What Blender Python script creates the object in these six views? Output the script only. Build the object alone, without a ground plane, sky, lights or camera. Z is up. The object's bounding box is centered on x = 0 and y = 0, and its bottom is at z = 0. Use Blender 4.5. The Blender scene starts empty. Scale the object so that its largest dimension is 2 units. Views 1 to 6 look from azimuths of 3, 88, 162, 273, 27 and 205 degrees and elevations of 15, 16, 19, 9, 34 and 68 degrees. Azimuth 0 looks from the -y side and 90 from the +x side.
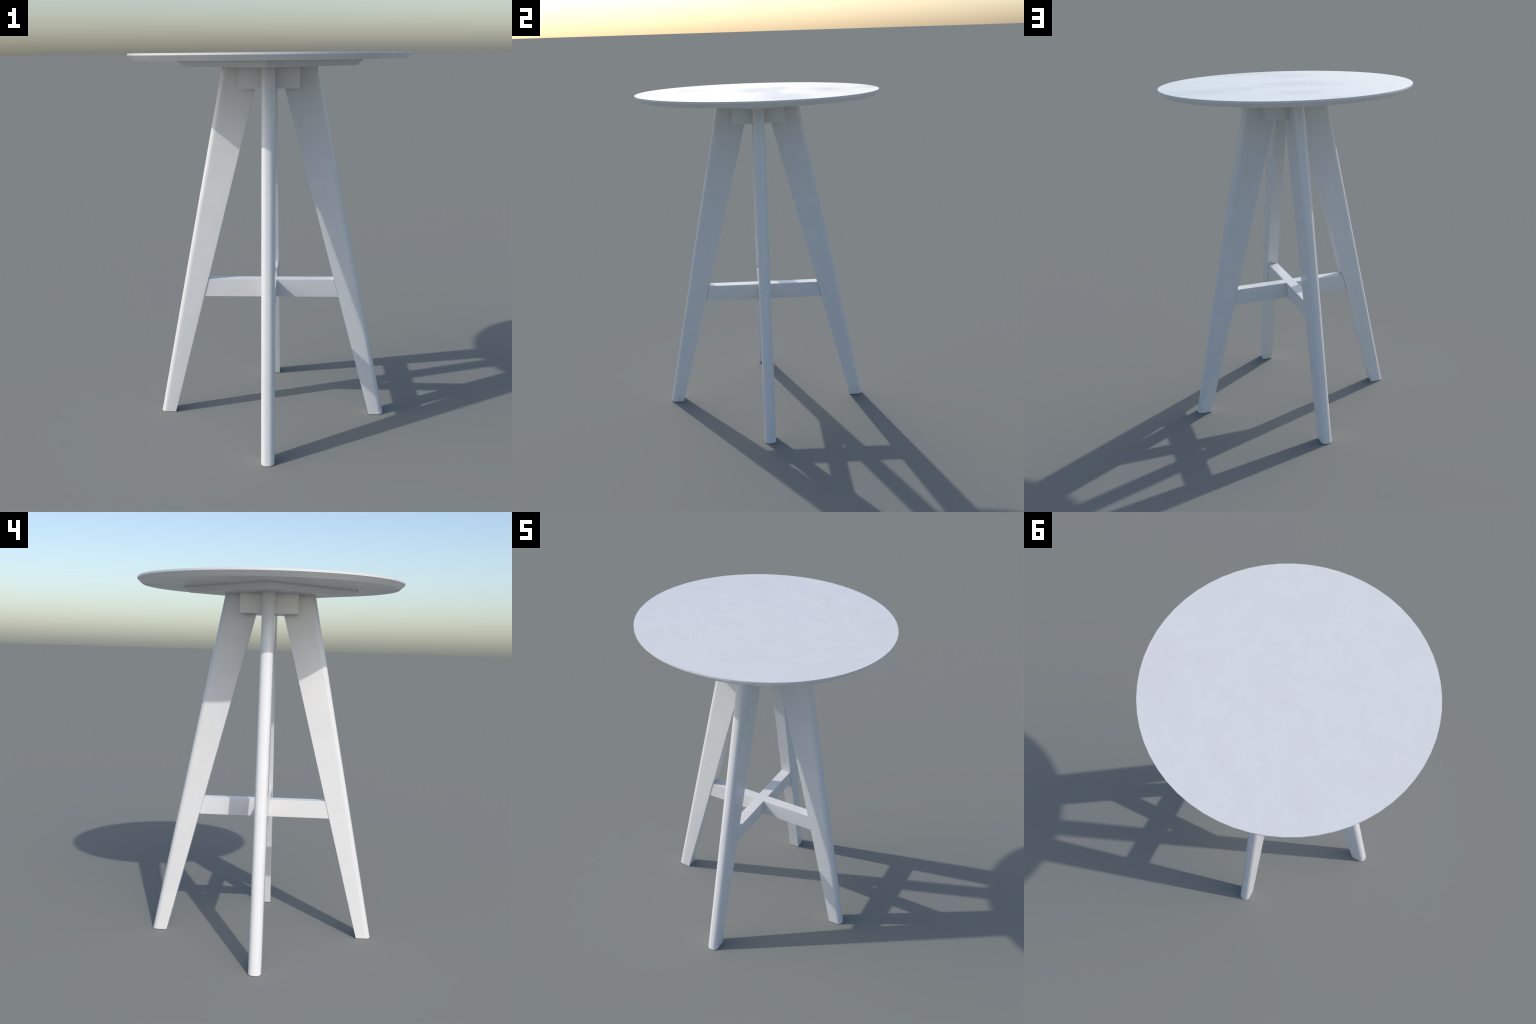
"""White round bar table: bevelled round top on a chamfered diamond plate,
square hub block, four tapered splayed legs and a cross stretcher."""
import bpy, bmesh, math
from mathutils import Vector

# ------------------------------------------------------------------ sizes (m)
TOP_Z = 2.0
TOP_R = 0.7245            # 60-sided disc, a corner on +x
TOP_SIDES = 60
RIM_Z = 1.9902            # lower edge of the thin upright rim
UNDER_R = 0.6975          # underside radius after the undercut bevel
UNDER_Z = 1.9652
PLATE_R = 0.4780          # half diagonal of the diamond plate
PLATE_EDGE_Z = 1.9562     # lower edge of the plate's upright side
PLATE_LOW_R = 0.4440
PLATE_LOW_Z = 1.9305
HUB_HALF = 0.1550
HUB_Z = 1.8230
LEG_HALF = 0.0336         # half thickness of a leg board
FOOT_OUT, FOOT_IN = 0.6336, 0.5512
LEG_TOP_OUT = 0.2472      # at LEG_TOP_Z
LEG_TOP_Z = 1.9305
INNER_SLOPE = 0.2601      # metres inward per metre of height
LEG_ROUND = 0.029         # rounding of the outer leg corners
BAR_HALF = 0.0306
BAR_GAP = 0.0016          # shadow joint between bar end and leg
BAR_LOW, BAR_HIGH = 0.6973, 0.7945


# ------------------------------------------------------------------ material
# Rubbed, less glossy smudges on the table top: centre x, y, half sizes, strength
TOP_SMUDGES = [
    (0.52, 0.13, 0.24, 0.13, 1.0), (0.27, 0.09, 0.20, 0.06, 0.9),
    (-0.05, 0.02, 0.20, 0.13, 1.0), (-0.18, 0.12, 0.14, 0.08, 0.7),
    (0.05, 0.42, 0.17, 0.12, 0.8), (-0.04, 0.68, 0.10, 0.08, 0.8),
    (0.06, -0.63, 0.24, 0.09, 1.0), (-0.16, -0.42, 0.14, 0.16, 0.8),
]


def white_paint(name, scale=1.0, seed=0.0, streak=(1, 1, 1), relief=0.10, smudges=()):
    m = bpy.data.materials.new(name)
    m.use_nodes = True
    nt = m.node_tree
    N, L = nt.nodes, nt.links
    bsdf = N["Principled BSDF"]
    co = N.new("ShaderNodeTexCoord")
    mp = N.new("ShaderNodeMapping")
    mp.inputs["Location"].default_value = (seed, seed * 0.7, seed * 1.3)
    L.new(co.outputs["Object"], mp.inputs["Vector"])

    def noise(sc, detail, rough, dist=0.0, vec=None):
        n = N.new("ShaderNodeTexNoise")
        n.inputs["Scale"].default_value = sc
        n.inputs["Detail"].default_value = detail
        n.inputs["Roughness"].default_value = rough
        n.inputs["Distortion"].default_value = dist
        L.new(vec or mp.outputs["Vector"], n.inputs["Vector"])
        return n.outputs["Fac"]

    def ramp(src, stops):
        r = N.new("ShaderNodeValToRGB")
        e = r.color_ramp.elements
        while len(e) < len(stops):
            e.new(0.5)
        for el, (p, v) in zip(e, stops):
            el.position = p
            el.color = (v if isinstance(v, tuple) else (v, v, v)) + (1.0,)
        L.new(src, r.inputs["Fac"])
        return r.outputs["Color"]

    def calc(op, a, b):
        n = N.new("ShaderNodeMath")
        n.operation = op
        for i, v in enumerate((a, b)):
            if isinstance(v, (int, float)):
                n.inputs[i].default_value = v
            else:
                L.new(v, n.inputs[i])
        return n.outputs["Value"]

    # colour: white paint with very faint cloudy mottling and fine speckle
    cloud = calc("ADD", calc("MULTIPLY", noise(9.0 * scale, 7, 0.68), 0.75),
                 calc("MULTIPLY", noise(90.0 * scale, 3, 0.7), 0.25))
    paint = ramp(cloud, [(0.36, (0.708, 0.709, 0.710)), (0.64, (0.738, 0.738, 0.737))])
    stain = N.new("ShaderNodeMixRGB")          # faint warm grey stains
    L.new(ramp(noise(4.2 * scale, 8, 0.66, 0.3), [(0.48, 0.0), (0.76, 0.7)]), stain.inputs["Fac"])
    L.new(paint, stain.inputs["Color1"])
    stain.inputs["Color2"].default_value = (0.694, 0.689, 0.683, 1.0)
    L.new(stain.outputs["Color"], bsdf.inputs["Base Color"])

    # where the paint is rubbed matt: placed smudges frayed by noise, or noise alone
    fray = noise(9.0 * scale, 8, 0.66, 0.1)
    if smudges:
        total = 0.0
        for cx, cy, rx, ry, k in smudges:
            e = N.new("ShaderNodeMapping")
            e.vector_type = "TEXTURE"
            e.inputs["Location"].default_value = (cx, cy, TOP_Z)
            e.inputs["Scale"].default_value = (rx * 1.6, ry * 1.6, 1.0)
            L.new(co.outputs["Object"], e.inputs["Vector"])
            g = N.new("ShaderNodeTexGradient")
            g.gradient_type = "SPHERICAL"
            L.new(e.outputs["Vector"], g.inputs["Vector"])
            total = calc("MAXIMUM", calc("MULTIPLY", g.outputs["Fac"], k), total)
        field = calc("ADD", calc("MULTIPLY", total, 0.62), calc("SUBTRACT", fray, 0.22))
        rubbed = ramp(field, [(0.34, 0.0), (0.52, 0.38), (0.80, 1.0)])
    else:
        rubbed = ramp(fray, [(0.50, 0.0), (0.75, 0.7)])

    grain = noise(120.0 * scale, 3, 0.65)
    rough = calc("ADD", 0.18, calc("MULTIPLY", rubbed,
                                   calc("ADD", 0.08, calc("MULTIPLY", grain, 0.20))))
    L.new(rough, bsdf.inputs["Roughness"])
    bsdf.inputs["Specular IOR Level"].default_value = 0.5

    # faint brush strokes, strongest where rubbed
    mp2 = N.new("ShaderNodeMapping")
    mp2.inputs["Rotation"].default_value = (0.0, 0.0, 0.6)
    mp2.inputs["Scale"].default_value = streak
    L.new(co.outputs["Object"], mp2.inputs["Vector"])
    strokes = noise(95.0 * scale, 3, 0.6, 0.3, mp2.outputs["Vector"])
    where = ramp(noise(6.0 * scale, 4, 0.6), [(0.50, 0.04), (0.68, 1.0)])
    bump = N.new("ShaderNodeBump")
    bump.inputs["Strength"].default_value = relief
    bump.inputs["Distance"].default_value = 0.0015
    L.new(calc("MULTIPLY", strokes, where), bump.inputs["Height"])
    L.new(bump.outputs["Normal"], bsdf.inputs["Normal"])
    return m


# ------------------------------------------------------------------ builders
def finish(name, bm, mat, parent, smooth_angle=None):
    bmesh.ops.recalc_face_normals(bm, faces=bm.faces)
    me = bpy.data.meshes.new(name)
    bm.to_mesh(me)
    bm.free()
    me.materials.append(mat)
    if smooth_angle is not None:
        me.shade_smooth()
        me.set_sharp_from_angle(angle=math.radians(smooth_angle))
    ob = bpy.data.objects.new(name, me)
    bpy.context.scene.collection.objects.link(ob)
    ob.parent = parent
    return ob


def ring_stack(rings):
    """Closed solid from rings of (radius, z, sides), all with equal sides."""
    bm = bmesh.new()
    loops = []
    for r, z, sides in rings:
        loops.append([bm.verts.new((r * math.cos(2 * math.pi * i / sides),
                                    r * math.sin(2 * math.pi * i / sides), z))
                      for i in range(sides)])
    for a, b in zip(loops, loops[1:]):
        k = len(a)
        for i in range(k):
            bm.faces.new((a[i], a[(i + 1) % k], b[(i + 1) % k], b[i]))
    bm.faces.new(loops[0])
    bm.faces.new(loops[-1])
    return bm


def box(x0, x1, y0, y1, z0, z1):
    bm = bmesh.new()
    bmesh.ops.create_cube(bm, size=1.0)
    for v in bm.verts:
        v.co = Vector((x1 if v.co.x > 0 else x0,
                       y1 if v.co.y > 0 else y0,
                       z1 if v.co.z > 0 else z0))
    return bm


def inner_at(z):
    return FOOT_IN - INNER_SLOPE * z


def outer_at(z):
    return FOOT_OUT + (LEG_TOP_OUT - FOOT_OUT) * z / LEG_TOP_Z


def leg_section(z, steps=8):
    """Horizontal section of the +x leg: square inside, rounded outside."""
    xi, xo, h, r = inner_at(z), outer_at(z), LEG_HALF, LEG_ROUND
    pts = [(xi, h), (xi, -h)]
    for sy, a0 in ((-1, -90), (1, 0)):
        cx, cy = xo - r, sy * (h - r)
        for k in range(steps + 1):
            a = math.radians(a0 + 90 * k / steps)
            pts.append((cx + r * math.cos(a), cy + r * math.sin(a)))
    return pts


def leg_mesh():
    bm = bmesh.new()
    loops = [[bm.verts.new((x, y, z)) for x, y in leg_section(z)]
             for z in (0.0, LEG_TOP_Z)]
    k = len(loops[0])
    for i in range(k):
        bm.faces.new((loops[0][i], loops[0][(i + 1) % k],
                      loops[1][(i + 1) % k], loops[1][i]))
    bm.faces.new(loops[0])
    bm.faces.new(loops[1])
    return bm


def add_prism(bm, half, z0, z1, lo, hi):
    """Bar along x between slanted ends lo(z) and hi(z)."""
    vs = {}
    for z in (z0, z1):
        for sx, f in ((0, lo), (1, hi)):
            for sy in (-1, 1):
                vs[sx, sy, z] = bm.verts.new((f(z), sy * half, z))
    for fixed in ((None, None, z0), (None, None, z1), (None, -1, None),
                  (None, 1, None), (0, None, None), (1, None, None)):
        ring = [k for k in vs if all(f is None or f == c for f, c in zip(fixed, k))]
        ring = [ring[0], ring[1], ring[3], ring[2]]
        bm.faces.new([vs[k] for k in ring])


def bar_mesh(through):
    """Stretcher bar whose outer end follows the leg's slanted edge, leaving a
    fine shadow joint that a hidden tenon bridges."""
    bm = bmesh.new()
    end = lambda z: inner_at(z) - BAR_GAP
    start = (lambda z: -end(z)) if through else (lambda z: BAR_HALF)
    add_prism(bm, BAR_HALF, BAR_LOW, BAR_HIGH, start, end)
    for sign in ((-1, 1) if through else (1,)):
        near = lambda z: sign * (end(z) - 0.01)
        far = lambda z: sign * (inner_at(z) + 0.01)
        add_prism(bm, BAR_HALF - 0.006, BAR_LOW + 0.005, BAR_HIGH - 0.003, near, far)
    return bm


# ------------------------------------------------------------------ assembly
table = bpy.data.objects.new("bar_table", None)
bpy.context.scene.collection.objects.link(table)
table["label"] = "white round bar table with four splayed legs and cross stretcher"
table["category"] = "table"

paint_top = white_paint("white_paint_tabletop", 1.0, 0.0, (1.0, 0.3, 1.0), 0.06, TOP_SMUDGES)
paint_frame = white_paint("white_paint_frame", 1.2, 3.7, (1.0, 1.0, 0.4), 0.045)

finish("tabletop", ring_stack([
    (TOP_R, TOP_Z, TOP_SIDES), (TOP_R, RIM_Z, TOP_SIDES),
    (UNDER_R, UNDER_Z, TOP_SIDES)]), paint_top, table, 30)

finish("mounting_plate", ring_stack([
    (PLATE_R, UNDER_Z, 4), (PLATE_R, PLATE_EDGE_Z, 4),
    (PLATE_LOW_R, PLATE_LOW_Z, 4)]), paint_frame, table)

finish("hub_block", box(-HUB_HALF, HUB_HALF, -HUB_HALF, HUB_HALF, HUB_Z, PLATE_LOW_Z),
       paint_frame, table)

leg = finish("leg", leg_mesh(), paint_frame, table, 30)
for k in (1, 2, 3):
    c = leg.copy()
    c.rotation_euler = (0, 0, math.radians(90 * k))
    bpy.context.scene.collection.objects.link(c)
    c.name = "leg"

finish("stretcher", bar_mesh(True), paint_frame, table)
half = finish("stretcher", bar_mesh(False), paint_frame, table)
half.rotation_euler = (0, 0, math.radians(90))
other = half.copy()
other.rotation_euler = (0, 0, math.radians(-90))
bpy.context.scene.collection.objects.link(other)
